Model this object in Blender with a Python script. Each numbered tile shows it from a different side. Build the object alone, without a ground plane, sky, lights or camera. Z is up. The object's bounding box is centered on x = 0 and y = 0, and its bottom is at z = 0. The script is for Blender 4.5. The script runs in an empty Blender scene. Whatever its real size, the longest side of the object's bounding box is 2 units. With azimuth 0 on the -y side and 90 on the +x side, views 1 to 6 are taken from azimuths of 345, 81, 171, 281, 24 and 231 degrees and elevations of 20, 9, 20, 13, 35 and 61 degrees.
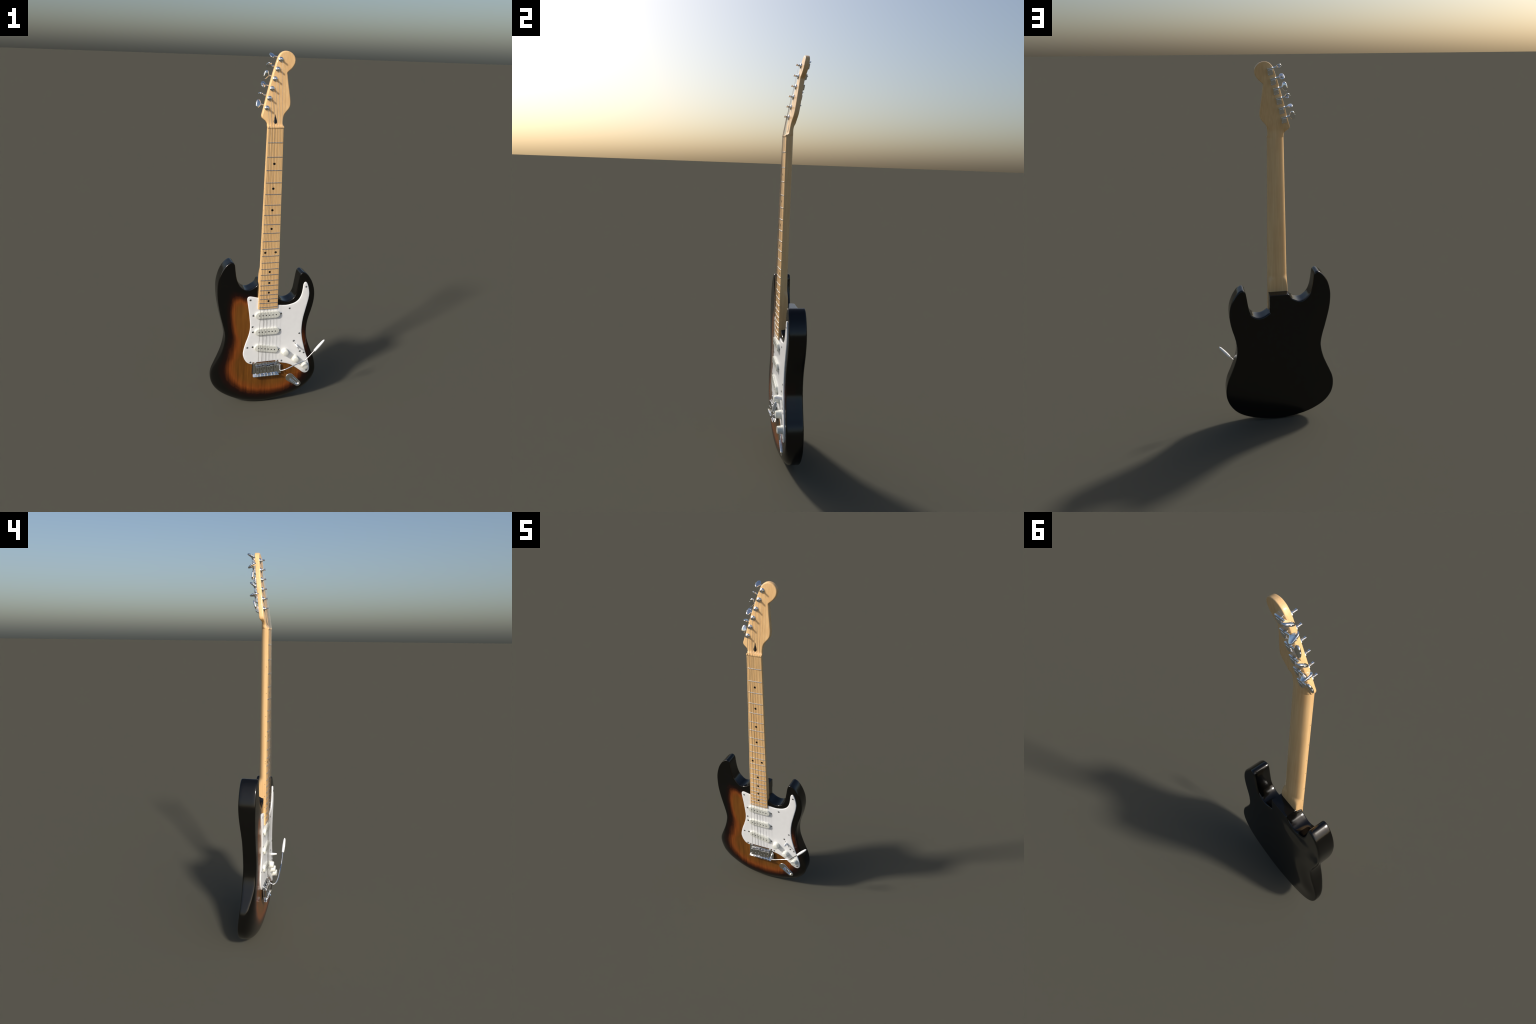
# Solid-body electric guitar with a sunburst body, maple neck and chrome hardware.
# Frame: x across, y front(-)/back(+), z up along the neck.  Metres.
import bpy, bmesh, math
import numpy as np
from mathutils import Vector, Matrix
from mathutils.geometry import delaunay_2d_cdt

# ------------------------------------------------------------------ helpers
def smoothstep(a, b, v):
    t = np.clip((np.asarray(v, float) - a) / (b - a), 0.0, 1.0)
    return t * t * (3 - 2 * t)

def catmull(points, per=8, closed=True):
    """Centripetal-ish Catmull-Rom curve through 2D/3D control points."""
    P = np.array(points, float)
    n = len(P)
    out = []
    for i in range(n if closed else n - 1):
        if closed:
            p0, p1, p2, p3 = P[i - 1], P[i], P[(i + 1) % n], P[(i + 2) % n]
        else:
            p0, p1, p2, p3 = P[max(i - 1, 0)], P[i], P[i + 1], P[min(i + 2, n - 1)]
        if np.linalg.norm(p1 - p0) < 1e-9: p0 = 2 * p1 - p2
        if np.linalg.norm(p3 - p2) < 1e-9: p3 = 2 * p2 - p1
        t0 = 0.0
        t1 = t0 + max(np.linalg.norm(p1 - p0), 1e-6) ** 0.5
        t2 = t1 + max(np.linalg.norm(p2 - p1), 1e-6) ** 0.5
        t3 = t2 + max(np.linalg.norm(p3 - p2), 1e-6) ** 0.5
        for k in range(per):
            t = t1 + (t2 - t1) * k / per
            A1 = (t1 - t) / (t1 - t0) * p0 + (t - t0) / (t1 - t0) * p1
            A2 = (t2 - t) / (t2 - t1) * p1 + (t - t1) / (t2 - t1) * p2
            A3 = (t3 - t) / (t3 - t2) * p2 + (t - t2) / (t3 - t2) * p3
            B1 = (t2 - t) / (t2 - t0) * A1 + (t - t0) / (t2 - t0) * A2
            B2 = (t3 - t) / (t3 - t1) * A2 + (t - t1) / (t3 - t1) * A3
            out.append((t2 - t) / (t2 - t1) * B1 + (t - t1) / (t2 - t1) * B2)
    if not closed:
        out.append(P[-1])
    return np.array(out)

def resample(poly, step, closed=True):
    P = np.array(poly)
    if closed:
        P = np.vstack([P, P[:1]])
    s = np.concatenate([[0], np.cumsum(np.linalg.norm(np.diff(P, axis=0), axis=1))])
    n = max(8, int(round(s[-1] / step)))
    u = np.linspace(0, s[-1], n + 1)
    R = np.stack([np.interp(u, s, P[:, k]) for k in range(P.shape[1])], 1)
    return R[:-1] if closed else R

def signed_area(P):
    x, y = P[:, 0], P[:, 1]
    return 0.5 * np.sum(x * np.roll(y, -1) - np.roll(x, -1) * y)

def edge_distance(Q, poly):
    """distance of points Q to the closed polygon line"""
    A = poly; B = np.roll(poly, -1, 0); AB = B - A
    L2 = np.maximum((AB ** 2).sum(1), 1e-12)
    d = np.full(len(Q), 9.0)
    for i0 in range(0, len(Q), 2000):
        q = Q[i0:i0 + 2000]
        t = np.clip(((q[:, None] - A[None]) * AB[None]).sum(2) / L2, 0, 1)
        c = A[None] + t[..., None] * AB[None]
        d[i0:i0 + 2000] = np.sqrt(((q[:, None] - c) ** 2).sum(2).min(1))
    return d

def inside(Q, poly):
    x, y = Q[:, 0], Q[:, 1]
    res = np.zeros(len(Q), bool)
    A = poly; B = np.roll(poly, -1, 0)
    for (ax, ay), (bx, by) in zip(A, B):
        c = ((ay > y) != (by > y))
        if c.any():
            xi = ax + (y - ay) / (by - ay if by != ay else 1e-12) * (bx - ax)
            res ^= c & (x < xi)
    return res

def slab(poly, rings, grid, front, back, wall=3):
    """Closed solid over a 2D (x,z) outline.  front(x,z,d) and back(x,z,d) give y from the
    distance d to the outline, so edge roundings and carved contours are rules of d."""
    P = np.array(poly)
    if signed_area(P) < 0:
        P = P[::-1]
    T = np.roll(P, -1, 0) - np.roll(P, 1, 0)
    T /= np.linalg.norm(T, axis=1)[:, None]
    N = np.stack([-T[:, 1], T[:, 0]], 1)             # inward for a CCW outline
    pts = [P]
    for d in rings:
        Q = P + N * d
        ok = inside(Q, P)
        Q = Q[ok]
        pts.append(Q[edge_distance(Q, P) > 0.97 * d])
    lo, hi = P.min(0), P.max(0)
    gx, gz = np.meshgrid(np.arange(lo[0], hi[0], grid), np.arange(lo[1], hi[1], grid))
    G = np.stack([gx.ravel(), gz.ravel()], 1)
    G = G[inside(G, P)]
    G = G[edge_distance(G, P) > (rings[-1] if rings else 0) + 0.6 * grid]
    pts.append(G)
    V = np.vstack(pts)
    n = len(P)
    res = delaunay_2d_cdt([Vector(v) for v in V], [(i, (i + 1) % n) for i in range(n)], [list(range(n))], 1, 1e-6)
    v2, faces, orig = res[0], res[2], res[3]
    v2 = np.array([[v.x, v.y] for v in v2])
    d = edge_distance(v2, P)
    border = {}
    for k, o in enumerate(orig):
        for i in o:
            if i < n:
                border[i] = k
    d[list(border.values())] = 0.0
    yf, yb = front(v2[:, 0], v2[:, 1], d), back(v2[:, 0], v2[:, 1], d)
    m = len(v2)
    verts = [(x, y, z) for (x, z), y in zip(v2, yf)] + [(x, y, z) for (x, z), y in zip(v2, yb)]
    fcs = []
    for f in faces:
        a = v2[f[0]]; b = v2[f[1]]; c = v2[f[2]]
        ccw = (b[0] - a[0]) * (c[1] - a[1]) - (b[1] - a[1]) * (c[0] - a[0]) > 0
        f = list(f) if ccw else list(f)[::-1]
        fcs.append(f)                                   # seen from -y: x right, z up -> CCW
        fcs.append([m + i for i in f[::-1]])
    # side wall
    cols = []
    for i in range(n):
        k = border[i]
        col = [k]
        for j in range(1, wall):
            t = j / wall
            verts.append((v2[k][0], yf[k] * (1 - t) + yb[k] * t, v2[k][1]))
            col.append(len(verts) - 1)
        col.append(m + k)
        cols.append(col)
    for i in range(n):
        a, b = cols[i], cols[(i + 1) % n]
        for j in range(wall):
            fcs.append([a[j], a[j + 1], b[j + 1], b[j]])
    return verts, fcs

ROOT = None
def make(name, verts, faces, mat, parent=None, smooth=True, angle=None, fix=False):
    me = bpy.data.meshes.new(name)
    me.from_pydata([tuple(v) for v in verts], [], [tuple(f) for f in faces])
    if fix:
        bm = bmesh.new(); bm.from_mesh(me)
        bmesh.ops.recalc_face_normals(bm, faces=bm.faces)
        bm.to_mesh(me); bm.free()
    me.update()
    if smooth:
        me.polygons.foreach_set('use_smooth', [True] * len(me.polygons))
        if angle is not None:
            me.set_sharp_from_angle(angle=math.radians(angle))
    if mat is not None:
        me.materials.append(mat)
    return place(name, me, parent)

def place(name, me, parent=None, matrix=None):
    ob = bpy.data.objects.new(name, me)
    bpy.context.scene.collection.objects.link(ob)
    p = parent if parent is not None else ROOT
    if p is not None:
        ob.parent = p
    if matrix is not None:
        ob.matrix_basis = matrix
    return ob

class Kit:
    """collects simple solids into one mesh"""
    def __init__(self):
        self.v, self.f = [], []
    def add(self, v, f, M=None):
        o = len(self.v)
        for p in v:
            self.v.append(tuple(M @ Vector(p)) if M is not None else tuple(p))
        self.f += [[i + o for i in q] for q in f]
        return self
    def bm(self, fn, M=None):
        b = bmesh.new(); fn(b)
        b.verts.ensure_lookup_table(); b.verts.index_update()
        v = [tuple(x.co) for x in b.verts]; f = [[x.index for x in q.verts] for q in b.faces]
        b.free()
        return self.add(v, f, M)
    def box(self, lo, hi, bev=0.0, seg=2, M=None):
        def fn(b):
            bmesh.ops.create_cube(b, size=1.0)
            for v in b.verts:
                v.co = Vector([(lo[k] + hi[k]) / 2 + v.co[k] * (hi[k] - lo[k]) for k in range(3)])
            if bev > 0:
                bmesh.ops.bevel(b, geom=b.edges[:], offset=bev, segments=seg, profile=0.5, affect='EDGES')
        return self.bm(fn, M)
    def turned(self, prof, n=32, M=None):
        """surface of revolution round the local +z axis, prof = [(r, h)], ends closed"""
        v, f, rings = [], [], []
        for r, h in prof:
            if r < 1e-9:
                v.append((0, 0, h)); rings.append([len(v) - 1])
            else:
                s = len(v)
                v += [(r * math.cos(2 * math.pi * k / n), r * math.sin(2 * math.pi * k / n), h) for k in range(n)]
                rings.append(list(range(s, s + n)))
        for a, b in zip(rings, rings[1:]):
            if len(a) == 1 and len(b) == 1: continue
            for k in range(n):
                k2 = (k + 1) % n
                if len(a) == 1: f.append([a[0], b[k2], b[k]])
                elif len(b) == 1: f.append([a[k], a[k2], b[0]])
                else: f.append([a[k], a[k2], b[k2], b[k]])
        if len(rings[0]) > 1: f.append(rings[0][::-1])
        if len(rings[-1]) > 1: f.append(rings[-1])
        return self.add(v, f, M)
    def tube(self, path, radius, n=10):
        P = np.array(path, float)
        R = np.broadcast_to(np.asarray(radius, float), (len(P),))
        T = np.gradient(P, axis=0); T /= np.linalg.norm(T, axis=1)[:, None]
        u = np.cross(T[0], [0.31, 0.2, 0.93]); u /= np.linalg.norm(u)
        v, f = [], []
        for k in range(len(P)):
            u = u - T[k] * (u @ T[k]); u /= np.linalg.norm(u)
            w = np.cross(T[k], u)
            for j in range(n):
                a = 2 * math.pi * j / n
                v.append(tuple(P[k] + R[k] * (math.cos(a) * u + math.sin(a) * w)))
        for k in range(len(P) - 1):
            for j in range(n):
                j2 = (j + 1) % n
                f.append([k * n + j, k * n + j2, (k + 1) * n + j2, (k + 1) * n + j])
        f.append(list(range(n))[::-1]); f.append([(len(P) - 1) * n + j for j in range(n)])
        return self.add(v, f)
    def done(self, name, mat, parent=None, angle=35):
        return make(name, self.v, self.f, mat, parent, True, angle, fix=True)

def facing_front(x, y, z):
    """matrix whose local +z points out of the front (-y)"""
    return Matrix.Translation((x, y, z)) @ Matrix.Rotation(math.radians(90), 4, 'X')

# ------------------------------------------------------------------ materials
def new_mat(name):
    m = bpy.data.materials.new(name)
    m.use_nodes = True
    nt = m.node_tree
    nt.nodes.clear()
    out = nt.nodes.new('ShaderNodeOutputMaterial')
    bs = nt.nodes.new('ShaderNodeBsdfPrincipled')
    nt.links.new(bs.outputs[0], out.inputs[0])
    return m, nt, bs

def N(nt, kind, **kw):
    n = nt.nodes.new(kind)
    for k, v in kw.items():
        setattr(n, k, v)
    return n

def math_node(nt, op, a, b=None, c=None, clamp=False):
    n = N(nt, 'ShaderNodeMath', operation=op, use_clamp=clamp)
    for i, v in enumerate((a, b, c)):
        if v is None: continue
        if isinstance(v, (int, float)): n.inputs[i].default_value = v
        else: nt.links.new(v, n.inputs[i])
    return n.outputs[0]

def ramp(nt, fac, stops, interp='LINEAR'):
    r = N(nt, 'ShaderNodeValToRGB')
    r.color_ramp.interpolation = interp
    els = r.color_ramp.elements
    els[0].position, els[0].color = stops[0][0], (*stops[0][1], 1)
    els[1].position, els[1].color = stops[-1][0], (*stops[-1][1], 1)
    for p, c in stops[1:-1]:
        e = els.new(p); e.color = (*c, 1)
    nt.links.new(fac, r.inputs[0])
    return r.outputs[0]

def mix(nt, fac, a, b, mode='MIX'):
    n = N(nt, 'ShaderNodeMix', data_type='RGBA', blend_type=mode)
    for sock, v in ((n.inputs[0], fac), (n.inputs[6], a), (n.inputs[7], b)):
        if isinstance(v, (int, float)): sock.default_value = v
        elif isinstance(v, tuple): sock.default_value = (*v, 1)
        else: nt.links.new(v, sock)
    return n.outputs[2]

def stretched_noise(nt, scale, size=4.0, detail=4.0, rough=0.55):
    tc = N(nt, 'ShaderNodeTexCoord')
    mp = N(nt, 'ShaderNodeMapping')
    mp.inputs['Scale'].default_value = scale
    nt.links.new(tc.outputs['Object'], mp.inputs[0])
    nz = N(nt, 'ShaderNodeTexNoise')
    nz.inputs['Scale'].default_value = size
    nz.inputs['Detail'].default_value = detail
    nz.inputs['Roughness'].default_value = rough
    nt.links.new(mp.outputs[0], nz.inputs['Vector'])
    return nz.outputs[0]

def plain(name, color, rough=0.4, metal=0.0, coat=0.0, spec=0.5, vary=0.0):
    m, nt, bs = new_mat(name)
    bs.inputs['Roughness'].default_value = rough
    bs.inputs['Metallic'].default_value = metal
    bs.inputs['Coat Weight'].default_value = coat
    bs.inputs['Coat Roughness'].default_value = 0.08
    bs.inputs['Specular IOR Level'].default_value = spec
    nz = stretched_noise(nt, (1, 1, 1), 40.0, 3.0)
    lo = tuple(max(0.0, c * (1 - vary)) for c in color); hi = tuple(min(1.0, c * (1 + vary)) for c in color)
    c = ramp(nt, nz, [(0.3, lo), (0.7, hi)])
    nt.links.new(c, bs.inputs['Base Color'])
    return m

def maple(name, dark, light, rough=0.5):
    m, nt, bs = new_mat(name)
    fine = stretched_noise(nt, (1, 1, 0.03), 170.0, 4.0)
    broad = stretched_noise(nt, (1, 1, 0.09), 26.0, 3.0)
    flame = stretched_noise(nt, (0.6, 0.6, 1.0), 9.0, 2.0)
    a = math_node(nt, 'MULTIPLY', fine, 0.45)
    b = math_node(nt, 'MULTIPLY_ADD', broad, 0.40, a)
    c = math_node(nt, 'MULTIPLY_ADD', flame, 0.15, b)
    col = ramp(nt, c, [(0.36, dark), (0.50, tuple((p + q) / 2 for p, q in zip(dark, light))), (0.64, light)])
    nt.links.new(col, bs.inputs['Base Color'])
    bs.inputs['Roughness'].default_value = rough
    bs.inputs['Coat Weight'].default_value = 0.35
    bs.inputs['Coat Roughness'].default_value = 0.07
    return m

BURST_C = (-0.02, 0.33)                 # middle of the sunburst, x and z
# amber limit seen from that middle: (degrees anticlockwise from +x, radius)
BURST = [(-180, .203), (-166, .226), (-156, .236), (-145, .243), (-125, .247), (-103, .244), (-89, .246),
         (-76, .254), (-55, .274), (-43, .277), (-29, .280), (-15, .258), (0, .246), (13, .250), (22, .257),
         (38, .255), (60, .268), (80, .298), (100, .345), (110, .388), (115.5, .412), (119, .392), (124, .354), (131, .292),
         (137, .252), (143, .222), (150, .206), (158, .198), (168, .198), (180, .203)]

def sunburst():
    m, nt, bs = new_mat('sunburst_lacquer')
    tc = N(nt, 'ShaderNodeTexCoord')
    sp = N(nt, 'ShaderNodeSeparateXYZ')
    nt.links.new(tc.outputs['Object'], sp.inputs[0])
    X, Y, Z = sp.outputs
    dx = math_node(nt, 'SUBTRACT', X, BURST_C[0])
    dz = math_node(nt, 'SUBTRACT', Z, BURST_C[1])
    r = math_node(nt, 'SQRT', math_node(nt, 'ADD', math_node(nt, 'MULTIPLY', dx, dx), math_node(nt, 'MULTIPLY', dz, dz)))
    ang = math_node(nt, 'ARCTAN2', dz, dx)
    u = math_node(nt, 'MULTIPLY_ADD', ang, 1 / (2 * math.pi), 0.5)
    fc = N(nt, 'ShaderNodeFloatCurve')
    cv = fc.mapping.curves[0]
    pts = [((d + 180) / 360, R * 2) for d, R in BURST]
    cv.points[0].location = pts[0]; cv.points[1].location = pts[-1]
    for p in pts[1:-1]:
        cv.points.new(*p)
    fc.mapping.update()
    nt.links.new(u, fc.inputs['Value'])
    R = math_node(nt, 'MULTIPLY', fc.outputs[0], 0.5)
    gap = math_node(nt, 'SUBTRACT', R, r)               # metres inside the amber limit
    wob = stretched_noise(nt, (1, 1, 0.5), 9.0, 2.0)
    gap = math_node(nt, 'ADD', gap, math_node(nt, 'MULTIPLY', math_node(nt, 'SUBTRACT', wob, 0.5), 0.012))
    streak = stretched_noise(nt, (1, 1, 0.05), 90.0, 3.0)
    gap = math_node(nt, 'ADD', gap, math_node(nt, 'MULTIPLY', math_node(nt, 'SUBTRACT', streak, 0.5), 0.022))
    t = math_node(nt, 'MULTIPLY_ADD', gap, 1 / 0.16, 0.5, clamp=True)   # 0.5 on the limit
    grain = stretched_noise(nt, (1, 1, 0.035), 120.0, 4.0, 0.6)
    figure = stretched_noise(nt, (1, 1, 0.16), 24.0, 3.0)
    amber = mix(nt, ramp(nt, grain, [(0.32, (0, 0, 0)), (0.68, (1, 1, 1))]), (0.118, 0.042, 0.0065), (0.215, 0.080, 0.012))
    amber = mix(nt, 0.45, amber, ramp(nt, figure, [(0.34, (0.105, 0.037, 0.006)), (0.66, (0.245, 0.088, 0.013))]))
    rust = mix(nt, ramp(nt, grain, [(0.3, (0, 0, 0)), (0.7, (1, 1, 1))]), (0.165, 0.036, 0.006), (0.310, 0.078, 0.0125))
    body = mix(nt, ramp(nt, t, [(0.60, (0, 0, 0)), (0.88, (1, 1, 1))]), rust, amber)
    red = (0.0125, 0.0022, 0.0016)
    black = (0.0030, 0.0028, 0.0024)
    edge = mix(nt, ramp(nt, t, [(0.18, (0, 0, 0)), (0.40, (1, 1, 1))]), black, red)
    col = mix(nt, ramp(nt, t, [(0.38, (0, 0, 0)), (0.50, (0.25, 0.25, 0.25)), (0.65, (1, 1, 1))]), edge, body)
    frontside = math_node(nt, 'LESS_THAN', Y, 0.030)    # the back and the sides are sprayed solid
    col = mix(nt, frontside, black, col)
    nt.links.new(col, bs.inputs['Base Color'])
    bs.inputs['Roughness'].default_value = 0.15
    bs.inputs['Specular IOR Level'].default_value = 0.5
    return m

M_BODY = sunburst()
M_MAPLE = maple('maple', (0.83, 0.485, 0.20), (0.97, 0.63, 0.29))
M_WHITE = plain('white_plastic', (0.94, 0.935, 0.92), 0.32, vary=0.015)
M_CREAM = plain('cream_plastic', (0.78, 0.78, 0.70), 0.38, vary=0.02)
M_KNOB = plain('knob_plastic', (0.86, 0.855, 0.77), 0.35, vary=0.02)
M_CHROME = plain('chrome', (0.88, 0.89, 0.90), 0.06, metal=1.0, vary=0.03)
M_STEEL = plain('fret_steel', (0.74, 0.74, 0.74), 0.28, metal=1.0, vary=0.05)
M_WOUND = plain('wound_string', (0.42, 0.40, 0.37), 0.42, metal=1.0, vary=0.15)
M_PLAIN = plain('plain_string', (0.70, 0.70, 0.69), 0.3, metal=1.0, vary=0.05)
M_BLACK = plain('black_inlay', (0.009, 0.009, 0.010), 0.25, vary=0.2)
M_POLE = plain('pole_iron', (0.10, 0.10, 0.095), 0.45, metal=0.8, vary=0.2)
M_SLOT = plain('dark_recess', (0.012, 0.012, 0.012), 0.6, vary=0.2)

# ------------------------------------------------------------------ the guitar
ROOT = bpy.data.objects.new('electric_guitar', None)
bpy.context.scene.collection.objects.link(ROOT)
ROOT.empty_display_size = 0.1
ROOT['label'] = 'sunburst electric guitar with maple neck, white pickguard, chrome tremolo'
ROOT['category'] = 'electric guitar'

NECK_X = -0.0092         # centre line
FRONT, BACK = -0.018, 0.068

# ---- body -------------------------------------------------------------------
RIGHT = [(.0447, .690), (.056, .6835), (.066, .6765), (.082, .6680), (.104, .6640), (.126, .6695), (.146, .6845), (.157, .7060),
         (.163, .735), (.1685, .772), (.173, .803), (.1785, .824), (.1845, .8315), (.193, .835), (.203, .8325),
         (.218, .822), (.236, .798), (.251, .770), (.263, .734), (.2675, .704), (.268, .672), (.263, .632),
         (.2545, .594), (.244, .556), (.236, .515), (.2335, .474), (.2385, .424), (.255, .371), (.274, .322),
         (.291, .281), (.300, .246), (.3045, .212), (.3035, .178), (.2925, .137), (.270, .097), (.243, .068),
         (.204, .0435), (.146, .022), (.062, .0055), (.000, .000), (-.074, .0065), (-.144, .0215), (-.186, .036),
         (-.228, .057), (-.266, .083), (-.294, .112), (-.3130, .142), (-.3238, .176), (-.3264, .217), (-.3200, .251),
         (-.305, .288), (-.285, .333), (-.2665, .380), (-.2540, .430), (-.2503, .470), (-.2585, .522), (-.2738, .584),
         (-.2855, .640), (-.2935, .693), (-.2965, .740), (-.2950, .788), (-.287, .828), (-.275, .861), (-.257, .891),
         (-.240, .908), (-.222, .9175), (-.210, .9140), (-.2025, .903), (-.1985, .876), (-.1945, .845),
         (-.1875, .812), (-.175, .783), (-.158, .764), (-.138, .7502), (-.118, .7487), (-.095, .758),
         (-.079, .768), (-.066, .785), (-.0605, .794)]
curve = catmull(RIGHT, 8, closed=False)
curve = resample(curve, 0.0042, closed=False)
top = resample(np.array([(-.0605, .794), (.0447, .794)]), 0.006, closed=False)[1:-1]
side = resample(np.array([(.0447, .794), (.0447, .690)]), 0.006, closed=False)[:-1]
OUT = np.vstack([curve, top, side])
if signed_area(OUT) < 0:
    OUT = OUT[::-1]

def arc(d, W, D):
    """quarter-ellipse edge: D deep at the outline, gone at distance W"""
    t = np.clip(1 - d / W, 0, 1)
    return D * (1 - np.sqrt(1 - t * t))

def carve(x, z):
    left = smoothstep(.39, .15, z)
    right = smoothstep(.22, .03, z)
    s = smoothstep(-.12, .12, x)
    return left * (1 - s) + right * s, s

p0, r0, p1, r1 = np.array([.1465, .1645]), .0258, np.array([.2010, .1155]), .0185
def boat(p0, r0, p1, r1, n=16):
    ax = (p1 - p0) / np.linalg.norm(p1 - p0); pr = np.array([-ax[1], ax[0]])
    pts = []
    for k in range(n + 1):
        a = math.pi / 2 + math.pi * k / n
        pts.append(p0 + r0 * (math.cos(a) * ax + math.sin(a) * pr))
    for k in range(n + 1):
        a = -math.pi / 2 + math.pi * k / n
        pts.append(p1 + r1 * (math.cos(a) * ax + math.sin(a) * pr))
    return np.array(pts)
jack_out = resample(boat(p0, r0, p1, r1), .0026)
cup = resample(boat(np.array([.1605, .1535]), .0135, np.array([.1970, .1205]), .0105), .002)
def inside_depth(x, z, poly):
    q = np.stack([x, z], 1)
    e = edge_distance(q, poly)
    return np.where(inside(q, poly), e, -e)

def body_front(x, z, d):
    heel = ((np.abs(x - NECK_X) < .058) & (z > .67)).astype(float)
    w, s = carve(x, z)
    e = .0085 - .0035 * smoothstep(.55, .70, z)
    s2 = smoothstep(-.27, -.06, x)
    W = (e + (.108 - .036 * s2) * w) * (1 - heel) + .014 * heel
    D = (e + (.052 - .013 * s2) * w) * (1 - heel) + .028 * heel
    return FRONT + arc(d, W, D) + heel * .004

def body_routed(x, z, d):
    # the dish under the jack plate is routed out of the wood
    return body_front(x, z, d) + .032 * smoothstep(.005, .011, inside_depth(x, z, jack_out))

def body_back(x, z, d):
    heel = ((np.abs(x - NECK_X) < .058) & (z > .735)).astype(float)
    R = .008 * (1 - heel) + .0025 * heel
    belly = smoothstep(.07, .31, z) * smoothstep(.80, .58, z) * smoothstep(.06, -.16, x)
    cut = .0170 * belly * smoothstep(.122, .004, d) ** 1.2
    return BACK - arc(d, R, R) - cut

v, f = slab(OUT, [.0004, .0012, .0025, .0042, .0065, .0095,   .0135, .019, .026], .0052, body_routed, body_back, wall=6)
body = make('body', v, f, M_BODY, angle=50)

# ---- neck -------------------------------------------------------------------
NUT_Z, END_Z = 1.634, .632
def board_y(z):
    return float(np.interp(z, [.632, 1.637], [-.0305, -.0288]))
def neck_half(z):
    return np.interp(z, [END_Z, NUT_Z], [.0571, .0423])
def neck_back(z):
    return float(np.interp(z, [.60, .80, .83, .87, .93, 1.0, 1.60, 1.64, 1.66, 1.675, 1.70],
                           [.0158, .0158, .0155, .0150, .0142, .0138, .0130, .0128, .0116, .0112, .0112]))

def neck_section(w, yb, square, ytop, crown, nb=36, nf=14):
    """closed loop in (x,y): crowned board, flat sides, D-shaped back"""
    r = .0012
    pts = []
    for k in range(nf + 1):
        t = -1 + 2 * k / nf
        pts.append((t * (w - r), ytop + crown * t * t))
    pts.append((w, ytop + crown + r))
    ys = ytop + .0125
    n = 1.95 + 8 * square
    for k in range(nb + 1):
        a = math.pi * k / nb
        c, s = math.cos(a), math.sin(a)
        px = w * math.copysign(abs(c) ** (2 / n), c)
        py = ys + (yb - ys) * abs(s) ** (2 / n)
        pts.append((px, py))
    pts.append((-w, ytop + crown + r))
    return pts

def loft(sections, zs, caps=True):
    v, f = [], []
    m = len(sections[0])
    for s, z in zip(sections, zs):
        v += [(x, y, z) for x, y in s]
    for i in range(len(zs) - 1):
        for j in range(m):
            j2 = (j + 1) % m
            f.append([i * m + j, i * m + j2, (i + 1) * m + j2, (i + 1) * m + j])
    if caps:
        f.append(list(range(m))[::-1]); f.append([(len(zs) - 1) * m + j for j in range(m)])
    return v, f

zs = np.concatenate([[END_Z, END_Z + .0012], np.linspace(.65, .80, 8), np.linspace(.805, .95, 20), np.linspace(.98, NUT_Z, 24)])
secs = []
for i, z in enumerate(zs):
    w = float(neck_half(z)) - (.0012 if i == 0 else 0)
    sq = float(smoothstep(.885, .805, z))
    secs.append([(NECK_X + x, y + (.0012 if (i == 0 and y < -.02) else 0)) for x, y in neck_section(w, neck_back(z), sq, board_y(z), .0018)])
kit = Kit()
kit.add(*loft(secs, zs))
neck = kit.done('neck', M_MAPLE, angle=40)

# ---- headstock ----------------------------------------------------------------
HEAD_Z0, HEAD_Y0, HEAD_S, HEAD_T = 1.641, -.0156, .15, .0232
HEAD = [(.0334, 1.6335), (.0324, 1.647), (.0328, 1.665), (.0352, 1.682), (.0405, 1.6965), (.0510, 1.7095), (.0640, 1.7240), (.0707, 1.7375),
        (.0724, 1.7600), (.0688, 1.7950), (.0632, 1.8345), (.0586, 1.8710), (.0572, 1.8850), (.0557, 1.8950), (.0568, 1.8978), (.0660, 1.9056), (.0795, 1.9175),
        (.0925, 1.9345), (.0980, 1.9530), (.0968, 1.9680), (.0890, 1.9820), (.0730, 1.9945), (.0490, 2.0000), (.0280, 1.9938), (.0130, 1.9790),
        (.0040, 1.9600), (-.0112, 1.9180), (-.0240, 1.8790), (-.0373, 1.8360), (-.0506, 1.7910), (-.0640, 1.7400), (-.0742, 1.7050),
        (-.0783, 1.6900), (-.0768, 1.6800), (-.0690, 1.6720), (-.0592, 1.6638), (-.0526, 1.6545), (-.0508, 1.6440), (-.0518, 1.6335)]
head_out = resample(catmull(HEAD, 8, closed=False), .0028, closed=False)
cap = resample(np.array([HEAD[-1], HEAD[0]]), .004, closed=False)[1:-1]
head_out = np.vstack([head_out, cap])
def head_plane(z):
    return HEAD_Y0 + HEAD_S * (np.asarray(z) - HEAD_Z0)
def head_front(x, z, d):
    e = smoothstep(1.640, 1.652, z)
    return head_plane(z) + arc(d, .0060, .0050) * e - .006 * smoothstep(1.650, 1.636, z)
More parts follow.
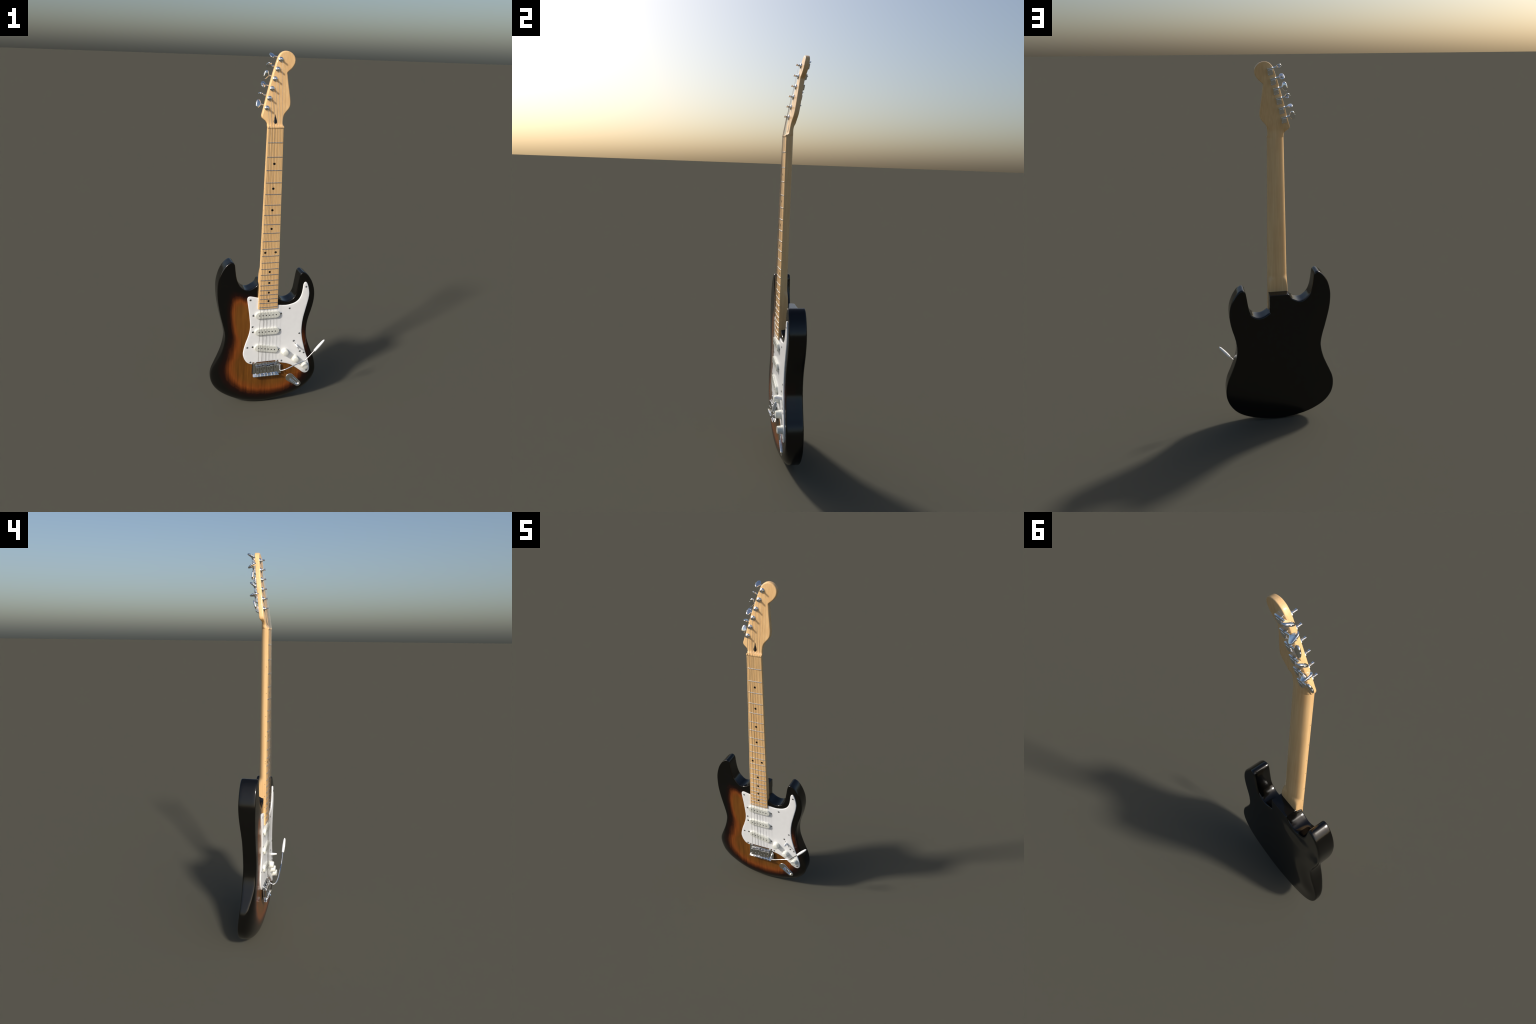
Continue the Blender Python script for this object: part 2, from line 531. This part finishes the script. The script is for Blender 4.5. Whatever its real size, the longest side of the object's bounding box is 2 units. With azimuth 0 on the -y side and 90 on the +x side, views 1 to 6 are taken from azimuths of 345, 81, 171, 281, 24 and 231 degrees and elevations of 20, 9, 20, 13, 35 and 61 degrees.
def head_back(x, z, d):
    flat = head_plane(z) + HEAD_T - arc(d, .0035, .0035) * smoothstep(1.660, 1.675, z)
    # towards the nut the slab is scooped down to the neck's D-shaped back
    reach = np.abs(x - NECK_X) / .0423
    u = np.clip(reach, 0, 1)
    yb = np.interp(z, [1.630, 1.645, 1.66, 1.675, 1.70], [.0128, .0124, .0116, .0118, .0150])
    ys = np.interp(z, [1.6335, 1.641, 1.655], [-.0168, -.0095, -.0040])
    dee = ys + (yb - ys) * (1 - u ** 1.95) ** (1 / 1.95)
    side = smoothstep(.92, 1.15, reach)
    return flat + (dee - flat) * (smoothstep(1.702, 1.652, z) * (1 - side) + smoothstep(1.684, 1.652, z) * side)
v, f = slab(head_out, [.0003, .0009, .0018, .0028, .0040, .0055, .0072], .006, head_front, head_back, wall=3)
head = make('headstock', v, f, M_MAPLE, angle=50)

# nut
nut_v, nut_f = [], []
w = .0425
prof = [(1.6310, 0.0), (1.6310, -.0020), (1.6325, -.0030), (1.6365, -.0030), (1.6390, -.0018), (1.6405, .006), (1.6405, .0105), (1.6310, .0105)]
xs = np.linspace(-w, w, 13)
for x in xs:
    c = .0018 * (x / w) ** 2
    nut_v += [(NECK_X + x, board_y(z) + c + dy, z) for z, dy in prof]
n = len(prof)
for i in range(len(xs) - 1):
    for j in range(n):
        j2 = (j + 1) % n
        nut_f.append([i * n + j, i * n + j2, (i + 1) * n + j2, (i + 1) * n + j])
nut_f += [list(range(n)), [(len(xs) - 1) * n + j for j in range(n)][::-1]]
nut = make('nut', nut_v, nut_f, M_MAPLE, angle=40, fix=True)

# frets
SCALE = 1.377
def fret_z(k):
    return 1.6355 - SCALE * (1 - 2 ** (-k / 12.0))
for k in range(1, 23):
    z = fret_z(k) if k < 22 else .6425
    w = float(neck_half(z)) - .0045
    v, f = [], []
    xs = np.linspace(-w, w, 9)
    prof = [(-.0023, .0008), (-.0018, -.0010), (0, -.0019), (.0018, -.0010), (.0023, .0008)]
    for x in xs:
        c = .0018 * (x / (w + .0045)) ** 2
        v += [(NECK_X + x, board_y(z) + c + h, z + dz) for dz, h in prof]
    n = len(prof)
    for i in range(len(xs) - 1):
        for j in range(n):
            j2 = (j + 1) % n
            f.append([i * n + j, i * n + j2, (i + 1) * n + j2, (i + 1) * n + j])
    f += [list(range(n)), [(len(xs) - 1) * n + j for j in range(n)][::-1]]
    make('fret', v, f, M_STEEL, parent=neck, angle=60, fix=True)

# position markers on the board and on its edge
dot = Kit().turned([(.0063, -.002), (.0063, .0004), (0, .0005)], 24)
dot_me = None
MARKS = [3, 5, 7, 9, 12, 15, 17, 19, 21]
side_kit = Kit()
for k in MARKS:
    z = (fret_z(k) + fret_z(k - 1)) / 2
    for dx in ((-.0298, .0290) if k == 12 else (0.0,)):
        y = board_y(z) + .0018 * (dx / .05) ** 2
        M = facing_front(NECK_X + dx, y, z)
        if dot_me is None:
            ob = dot.done('position_marker', M_BLACK, parent=neck); dot_me = ob.data
            ob.matrix_basis = M
        else:
            place('position_marker', dot_me, neck, M)
    for dz in ((-.006, .006) if k == 12 else (0.0,)):
        M = Matrix.Translation((NECK_X - float(neck_half(z)), board_y(z) + .0075, z + dz)) @ Matrix.Rotation(math.radians(-90), 4, 'Y')
        side_kit.turned([(.0015, -.002), (.0015, .0003), (0, .0004)], 12, M)
side_kit.done('side_marker', M_BLACK, parent=neck)

# truss rod plug: a dark teardrop on the headstock face
tear = catmull([(-.0082, 1.6990), (-.0054, 1.685), (-.0014, 1.671), (.0006, 1.6625), (-.0010, 1.6545), (-.0085, 1.6500),
                (-.0160, 1.6545), (-.0178, 1.6625), (-.0156, 1.671), (-.0112, 1.685)], 6)
def tear_y(x, z, d):
    return head_plane(z) - .0006 * smoothstep(0, .003, d)
v, f = slab(tear, [.001, .0025], .004, tear_y, lambda x, z, d: head_plane(z) + .004, wall=1)
make('truss_rod_plug', v, f, M_BLACK, parent=head, angle=40)

# ---- tuners --------------------------------------------------------------------
ez = Vector((0, HEAD_S, 1)).normalized()
ex = Vector((1, 0, 0))
nb = Vector((0, 1, -HEAD_S)).normalized()          # out of the headstock's back
A = (-.972 * ex + .235 * ez).normalized()          # along the button shaft, outwards
Rw = nb.cross(A).normalized()                      # along the row, upwards
if Rw.z < 0: Rw = -Rw
def tuner_matrix(x, z):
    o = Vector((x, float(head_plane(z)), z))
    M = Matrix((A, Rw, nb)).transposed().to_4x4()
    M.translation = o
    return M
T_BACK = HEAD_T * math.cos(math.atan(HEAD_S))
house = Kit()
house.box((-.0172, -.0170, T_BACK - .001), (.0094, .0184, T_BACK + .0020), .0008)
house.box((-.0170, .0010, T_BACK + .001), (.0098, .0184, T_BACK + .0150), .0010)
for k in range(5):                                  # cover rounds off towards its foot
    h = .0010 - .0024 * k
    house.box((-.0168 + .0009 * k, h - .0040, T_BACK + .001), (.0090 - .0009 * k, h + .0030, T_BACK + .0150 - .0004 * k * k), .0010)
house.box((-.0115, -.0080, T_BACK + .010), (.0074, .0118, T_BACK + .0166), .0022, 3)
house.turned([(.0032, T_BACK + .001), (.0032, T_BACK + .0034), (.002, T_BACK + .0042), (0, T_BACK + .0044)], 16, Matrix.Translation((-.0120, -.0132, 0)))
S_R, S_N = .0138, T_BACK + .0092
Mshaft = Matrix.Translation((0, S_R, S_N)) @ Matrix.Rotation(math.radians(90), 4, 'Y')
house.turned([(.0058, .0085), (.0058, .0115), (.0044, .0130), (.0040, .0270)], 20, Mshaft)
post = Kit()
flip = Matrix.Rotation(math.radians(180), 4, 'X')
post.turned([(.0134, -.001), (.0134, .0014), (.0123, .0036), (.0088, .0056), (.0058, .0064), (.0048, .0090), (.0040, .0125), (.0040, .0165),
             (.0046, .0205), (.0049, .0232), (.0040, .0242), (0, .0243)], 28, flip)
btn = Kit()
BT = [(.0, .0040, .0040), (.06, .0050, .0042), (.15, .0105, .0042), (.27, .0178, .0042), (.44, .0220, .0045), (.60, .0226, .0050),
      (.76, .0210, .0053), (.88, .0180, .0052), (.95, .0150, .0042), (1.0, .0105, .0024)]
bv, bf = [], []
nn = 28
for t, wd, th in BT:
    for k in range(nn):
        a = 2 * math.pi * k / nn
        c, s = math.cos(a), math.sin(a)
        bv.append((.0268 + .0265 * t, wd * math.copysign(abs(c) ** .8, c), th * math.copysign(abs(s) ** .8, s)))
for i in range(len(BT) - 1):
    for k in range(nn):
        k2 = (k + 1) % nn
        bf.append([i * nn + k, i * nn + k2, (i + 1) * nn + k2, (i + 1) * nn + k])
bf += [list(range(nn))[::-1], [(len(BT) - 1) * nn + k for k in range(nn)]]
btn.add(bv, bf)
btn.turned([(.0030, .0528), (.0028, .0550), (.0016, .0558), (0, .0560)], 12, Matrix.Rotation(math.radians(90), 4, 'Y'))
TUNERS = [(.0198, 1.9585, 55), (.0046, 1.9124, -66), (-.0102, 1.8664, -10), (-.0250, 1.8200, 46), (-.0390, 1.7736, -86), (-.0520, 1.7270, 9)]
meshes = None
for x, z, rot in TUNERS:
    M = tuner_matrix(x, z)
    Mb = Matrix.Translation((0, S_R, S_N)) @ Matrix.Rotation(math.radians(rot), 4, 'X')
    if meshes is None:
        t = house.done('tuner', M_CHROME, parent=head)
        p = post.done('string_post', M_CHROME, parent=t)
        b = btn.done('tuner_button', M_CHROME, parent=t, angle=50)
        meshes = (t.data, p.data, b.data)
        t.matrix_basis = M; b.matrix_basis = Mb
    else:
        t = place('tuner', meshes[0], head, M)
        place('string_post', meshes[1], t)
        place('tuner_button', meshes[2], t, Mb)
for ob in [o for o in bpy.data.objects if o.name.startswith('tuner') and o.parent == head]:
    ob.parent = ROOT                                # thing > tuner > button

# ---- pickguard -------------------------------------------------------------------
PG_Y = -.0228
GUARD_A = [(.0500, .6470), (.0776, .6434), (.1041, .6426), (.1279, .6462), (.1515, .654), (.1695, .6664), (.1819, .6835), (.1899, .705),
           (.1947, .7349), (.1976, .7620), (.2020, .7727), (.2094, .7765), (.2170, .7716), (.2240, .7574), (.2311, .7322), (.2351, .7043),
           (.2330, .6767), (.2252, .6382), (.2165, .5995), (.2070, .5530), (.2026, .5090), (.2028, .4660), (.2095, .4203), (.2214, .3737),
           (.2352, .3264), (.2485, .2902), (.2600, .2539), (.2662, .2218), (.2645, .2023), (.2552, .1900), (.2408, .1866), (.2259, .1920),
           (.2105, .2048), (.1877, .2232), (.1576, .2462), (.1246, .2628), (.0993, .2703), (.0720, .2755)]
GUARD_B = [(-.0868, .2808), (-.0960, .2825), (-.1160, .2911), (-.1301, .3079), (-.1402, .3297), (-.1449, .3526), (-.1422, .3784), (-.1346, .4109),
           (-.1237, .4428), (-.1130, .4783), (-.1076, .5141), (-.1078, .5429), (-.1106, .5683), (-.1140, .5980), (-.1200, .6398), (-.1263, .6784),
           (-.1280, .6948), (-.1240, .7072), (-.1119, .7106), (-.0939, .7070), (-.0640, .6990)]
ga = resample(catmull(GUARD_A, 8, False), .0035, False)
gb = resample(catmull(GUARD_B, 8, False), .0035, False)
notch = np.vstack([resample(np.array([(.0720, .2755), (.0712, .2920)]), .004, False)[1:],
                   resample(np.array([(.0712, .2920), (-.0866, .2912)]), .005, False)[1:],
                   resample(np.array([(-.0866, .2912), (-.0868, .2808)]), .004, False)[1:-1]])
close = resample(np.array([(-.0640, .6990), (.0500, .6470)]), .005, False)[1:-1]
guard = np.vstack([ga, notch, gb, close])
v, f = slab(guard, [.0004, .0012, .0022, .0036], .012, lambda x, z, d: PG_Y + arc(d, .0036, .0032), lambda x, z, d: -.0172 + 0 * x, wall=1)
pickguard = make('pickguard', v, f, M_WHITE, angle=55)

def screw_mesh(r=.0052):
    return Kit().turned([(r, -.002), (r, .0007), (r * .9, .0012), (r * .5, .0016), (0, .0018)], 24)
def recess_mesh(r=.0052):
    k = Kit()
    L = r * .48
    for a in (20, 110):
        k.box((-L, -.0006, .0008), (L, .0006, .00195), 0, M=Matrix.Rotation(math.radians(a), 4, 'Z'))
    k.turned([(r * 1.12, -.003), (r * 1.12, .00035), (r * .9, .0004)], 24)
    return k
scr = rec = None
SCREWS = [(-.111, .690), (-.0935, .523), (-.121, .393), (-.1000, .2955), (.0885, .287), (.2475, .2055), (.2240, .326),
          (.189, .4565), (.121, .622), (.213, .748)]
PICK_SCREWS = [(-.0910, .5935), (.0705, .5935), (-.0907, .4900), (.0703, .4900), (-.0890, .3945), (.0695, .3635), (.158, .410), (.199, .338)]
for i, (x, z) in enumerate(SCREWS + PICK_SCREWS):
    M = facing_front(x, PG_Y, z) @ Matrix.Rotation(math.radians(37 * i), 4, 'Z')
    if i >= len(SCREWS):
        M = M @ Matrix.Scale(1.12, 4)
    if scr is None:
        o = screw_mesh().done('screw', M_CHROME, parent=pickguard); scr = o.data; o.matrix_basis = M
        q = recess_mesh().done('screw_recess', M_SLOT, parent=o); rec = q.data
    else:
        o = place('screw', scr, pickguard, M)
        place('screw_recess', rec, o)
for ob in [o for o in bpy.data.objects if o.name.split('.')[0] == 'screw_recess']:
    M = ob.parent.matrix_basis.copy(); ob.parent = pickguard; ob.matrix_basis = M

# ---- pickups -----------------------------------------------------------------------
def stadium(hl, r, n=14):
    pts = []
    for k in range(n + 1):
        a = -math.pi / 2 + math.pi * k / n
        pts.append((hl - r + r * math.cos(a), r * math.sin(a)))
    for k in range(n + 1):
        a = math.pi / 2 + math.pi * k / n
        pts.append((-hl + r + r * math.cos(a), r * math.sin(a)))
    return np.array(pts)
cover_out = resample(stadium(.0722, .0200), .003)
cv_, cf_ = slab(cover_out, [.0004, .0010, .0018, .0028], .008,
                lambda x, z, d: -.0110 + arc(d, .0026, .0026), lambda x, z, d: .002 + 0 * x, wall=2)
cover_me = None; pole_me = None
for cz, tilt in ((.5938, 0.0), (.4901, 0.0), (.3796, -11.0)):
    M = Matrix.Translation((NECK_X + .0005, PG_Y, cz)) @ Matrix.Rotation(math.radians(-tilt), 4, 'Y')
    if cover_me is None:
        o = make('pickup', cv_, cf_, M_CREAM, angle=55); cover_me = o.data; o.matrix_basis = M
    else:
        o = place('pickup', cover_me, None, M)
    for k in range(6):
        x = -.0483 + k * .01932
        Mp = facing_front(x, -.0110, 0)
        if pole_me is None:
            p = Kit().turned([(.0036, -.002), (.0036, .0003), (.0026, .0007), (0, .0008)], 18).done('pole_piece', M_POLE, parent=o)
            pole_me = p.data; p.matrix_basis = Mp
        else:
            place('pole_piece', pole_me, o, Mp)

# ---- knobs and switch -----------------------------------------------------------------
knob = Kit().turned([(.0215, -.001), (.0217, .0020), (.0212, .0042), (.0198, .0070), (.0188, .0110), (.0182, .0180), (.0178, .0254),
                     (.0172, .0272), (.0160, .0279), (0, .0275)], 48)
# shallow flutes round the grip
kv = []
for x, y, z in knob.v:
    r = math.hypot(x, y)
    if r > .0165 and z > .006:
        a = math.atan2(y, x)
        s = 1 + .012 * math.cos(24 * a)
        x, y = x * s, y * s
    kv.append((x, y, z))
knob.v = kv
kme = None
for x, z in ((.1050, .3455), (.1695, .2955), (.2305, .2455)):
    M = facing_front(x, PG_Y, z)
    if kme is None:
        o = knob.done('control_knob', M_KNOB, angle=40); kme = o.data; o.matrix_basis = M
    else:
        place('control_knob', kme, None, M)
ang = math.atan2(.338 - .410, .199 - .158)
slot = Kit().box((-.0270, -.0012, -.002), (.0270, .0012, .0004), 0,
                 M=facing_front(.1785, PG_Y, .374) @ Matrix.Rotation(ang, 4, 'Z'))
slot.done('switch_slot', M_SLOT, parent=pickguard)
sw = Kit()
Msw = Matrix.Translation((.1755, PG_Y + .002, .3800)) @ Matrix((Vector((.86, 0, .5)), Vector((.5, 0, -.86)), Vector((-.10, -1, .15)).normalized())).transposed().to_4x4()
sw.turned([(.0074, .000), (.0078, .006), (.0075, .012), (.0066, .022), (.0055, .031), (.0042, .0352), (.002, .0368), (0, .0371)], 24,
          Msw @ Matrix.Diagonal((0.72, 1.12, 1, 1)))
sw.done('pickup_switch', M_WHITE, angle=50)

# ---- bridge -----------------------------------------------------------------------------
# local frame: x across, u down the plate, n out of the plate; plate leans forward at its foot
BL, BR, BT_, BB = -.0856, .0708, .2860, .2062
def plate_y(z):
    return np.interp(z, [BB, BT_], [-.0318, -.0236])
tilt = math.atan2(.0318 - .0236, BT_ - BB)
Mbr = Matrix.Translation((0, float(plate_y(BT_)), BT_)) @ Matrix.Rotation(-tilt, 4, 'X')
H = (BT_ - BB) / math.cos(tilt)
base = Kit()
base.box((BL, -.0004, -H), (BR, .0024, 0), .0008, M=Mbr)                 # plate
base.box((BL, -.0150, -H - .0012), (BR, .0024, -H + .0018), .0006, M=Mbr)  # upturned rear lip
base.box((.0690, -.0012, -H + .0035), (.0862, .0024, -H + .0590), .0012, M=Mbr)  # arm block
bridge = base.done('bridge', M_CHROME)
Kit().box((-.0885, FRONT - .0004, .2150), (.0735, FRONT + .004, .2820), 0).done('bridge_shadow_slab', M_SLOT, parent=bridge)  # shadow beneath the floating plate, modelled as a black slab on the body
SADDLE_X = [-.0595, -.0381, -.0167, .0046, .0259, .0475]
Kit().box((-.0697, -.0030, -.0640), (.0577, -.0002, -.0150), 0, M=Mbr).done('saddle_dark_backing', M_SLOT, parent=bridge)  # dark backing box behind the saddles, seen as dark lines in the gaps between them
SADDLE_Z = [.2665, .2695, .2728, .2685, .2712, .2728]
sad_me = None
for x, zt in zip(SADDLE_X, SADDLE_Z):
    if sad_me is None:
        k = Kit()
        W, Ls, D = .00995, .0440, .0130
        k.box((-W, -D, -Ls), (W, -.001, 0), .0008)
        k.box((-.0028, -D - .0010, -.0330), (.0028, -D + .001, -.0275), .0004)        # height screw boss
        slit = Kit().box((-.0011, -D - .0003, -.0195), (.0011, -D + .002, -.0035), 0)
        slit.box((-W, -.0048, .0002), (W, -.0005, .0040), 0)  # proud dark strip drawn for the black line above the saddle, no slot
        rail = Kit().box((-W, -.0060, .0041), (W, -.0005, .0062), .0006)
        ob = k.done('saddle', M_CHROME, parent=bridge); sad_me = ob.data
        sl = slit.done('string_slot', M_SLOT, parent=ob); slit_me = sl.data
        ra = rail.done('saddle_rail', M_CHROME, parent=ob); rail_me = ra.data
    else:
        ob = place('saddle', sad_me, bridge)
        place('string_slot', slit_me, ob); place('saddle_rail', rail_me, ob)
    yb = float(plate_y(zt - .02)) - .0012
    ob.matrix_basis = Matrix.Translation((x, yb, zt)) @ Matrix.Rotation(-tilt * .6, 4, 'X')
scr_me = None
for x, zt in zip(SADDLE_X, SADDLE_Z):
    top_z = zt - .040
    M = Matrix.Translation((x, -.0385, BB - .0010))
    if scr_me is None:
        k = Kit().turned([(.0036, -.0028), (.0036, -.0005), (.0018, .0002), (.0018, .0260)], 14)
        ob = k.done('saddle_screw', M_CHROME, parent=bridge); scr_me = ob.data; ob.matrix_basis = M
    else:
        place('saddle_screw', scr_me, bridge, M)
piv = None
for x in (-.0690, .0575):
    M = facing_front(x, float(plate_y(.286)) , .2855)
    if piv is None:
        ob = Kit().turned([(.0070, -.006), (.0070, .0040), (.0062, .0052), (.0030, .0054), (.0026, .0040), (0, .0040)], 24).done('pivot_screw', M_CHROME, parent=bridge)
        piv = ob.data; ob.matrix_basis = M
    else:
        place('pivot_screw', piv, bridge, M)

# tremolo arm and its white tip
arm = catmull([(.0762, -.0190, .2665), (.0746, -.0320, .2545), (.0730, -.0440, .2455), (.0735, -.0550, .2418), (.0805, -.0650, .2455), (.0938, -.0725, .2532),
               (.1150, -.0758, .2629), (.1395, -.0770, .2744), (.1654, -.0775, .2857), (.1905, -.0769, .2940), (.2154, -.0773, .3039),
               (.2344, -.0777, .3239), (.2513, -.0777, .3421), (.2715, -.0778, .3640)], 8, closed=False)
arm_ob = Kit().tube(arm, .0032, 14).done('tremolo_arm', M_CHROME, angle=60)
d = Vector((.0545, -.0012, .0645)).normalized()
tip = Kit()
Mt = Matrix.Translation((.2685, -.0780, .3612)) @ d.to_track_quat('Z', 'Y').to_matrix().to_4x4()
tip.turned([(.0052, 0), (.0066, .0010), (.0072, .010), (.0080, .026), (.0082, .042), (.0076, .056), (.0068, .070), (.0058, .079), (.0042, .0850), (.0020, .0890), (0, .0897)], 24, Mt)
tip.done('arm_tip', M_WHITE, parent=arm_ob, angle=50)

# ---- output jack -----------------------------------------------------------------------------
def base_front(x, z):
    q = np.stack([x, z], 1)
    return body_front(x, z, edge_distance(q, OUT))
def jack_front(x, z, d):
    q = np.stack([x, z], 1)
    dc = np.where(inside(q, cup), edge_distance(q, cup), -edge_distance(q, cup))
    along = np.clip(((x - .1605) * .742 + (z - .1535) * -.670) / .0492, -.2, 1.1)
    bowl = smoothstep(-.0010, .0058, dc) * (.0240 - .0165 * np.clip(along, 0, 1))
    lip = -.0007 * np.exp(-((dc + .0016) / .0014) ** 2)
    return base_front(x, z) - .0034 + arc(d, .0024, .0024) + bowl + lip
v, f = slab(jack_out, [.0006, .0014, .0024, .0036], .0017, jack_front, lambda x, z, d: base_front(x, z) + .026 * smoothstep(0, .012, d) + .0012, wall=2)
jack = make('output_jack', v, f, M_CHROME, angle=60)
hole = Kit().turned([(.0050, -.001), (.0050, .0012), (.0034, .0014), (.0030, -.0004), (0, -.0004)], 20,
                    facing_front(.1640, .0035, .1505))
hole.done('jack_socket', M_SLOT, parent=jack)

# ---- strings ------------------------------------------------------------------------------------
NUT_X = [-.0447, -.0309, -.0172, -.0036, .0100, .0236]
for i in range(6):
    xb, zb = SADDLE_X[i], SADDLE_Z[i]
    yb = float(plate_y(zb - .02)) - .0150
    tx, tz, _ = TUNERS[5 - i]
    pc = Vector((tx, float(head_plane(tz)), tz)) - nb * (.0125 - .0008 * (i % 2))
    pc = pc + ex * .0042
    path = [(xb, float(plate_y(zb - .03)) - .006, zb - .026), (xb, yb + .0035, zb - .0125), (xb, yb, zb - .0060),
            (NUT_X[i], board_y(NUT_Z) - .0030, NUT_Z), (NUT_X[i], board_y(NUT_Z) - .0026, NUT_Z + .0045), tuple(pc)]
    dense = []
    for a, b in zip(path, path[1:]):
        a, b = np.array(a), np.array(b)
        m = 2 if np.linalg.norm(b - a) < .1 else 8
        dense += [a + (b - a) * t / m for t in range(m)]
    dense.append(np.array(path[-1]))
    rad = [.0010, .0009, .0008, .00052, .00044, .00038][i]
    Kit().tube(dense, rad, 8).done('string', M_WOUND if i < 3 else M_PLAIN, angle=80)
    # coil round the post
    coil = Kit()
    pc2 = Vector((tx, float(head_plane(tz)), tz)) - nb * .0125
    turn = []
    for k in range(41):
        a = 2 * math.pi * k / 16
        turn.append(tuple(pc2 + (A * math.cos(a) + Rw * math.sin(a)) * .0044 + nb * (.0018 * (k / 16 - 1.2))))
    coil.tube(turn, max(rad, .0006), 6).done('string_coil', M_WOUND if i < 3 else M_PLAIN, angle=80)

# slots and rails hang on the bridge itself: guitar > bridge > piece
for ob in list(bpy.data.objects):
    if ob.name.split('.')[0] in ('string_slot', 'saddle_rail'):
        M = ob.parent.matrix_basis.copy()
        ob.parent = bridge
        ob.matrix_basis = M
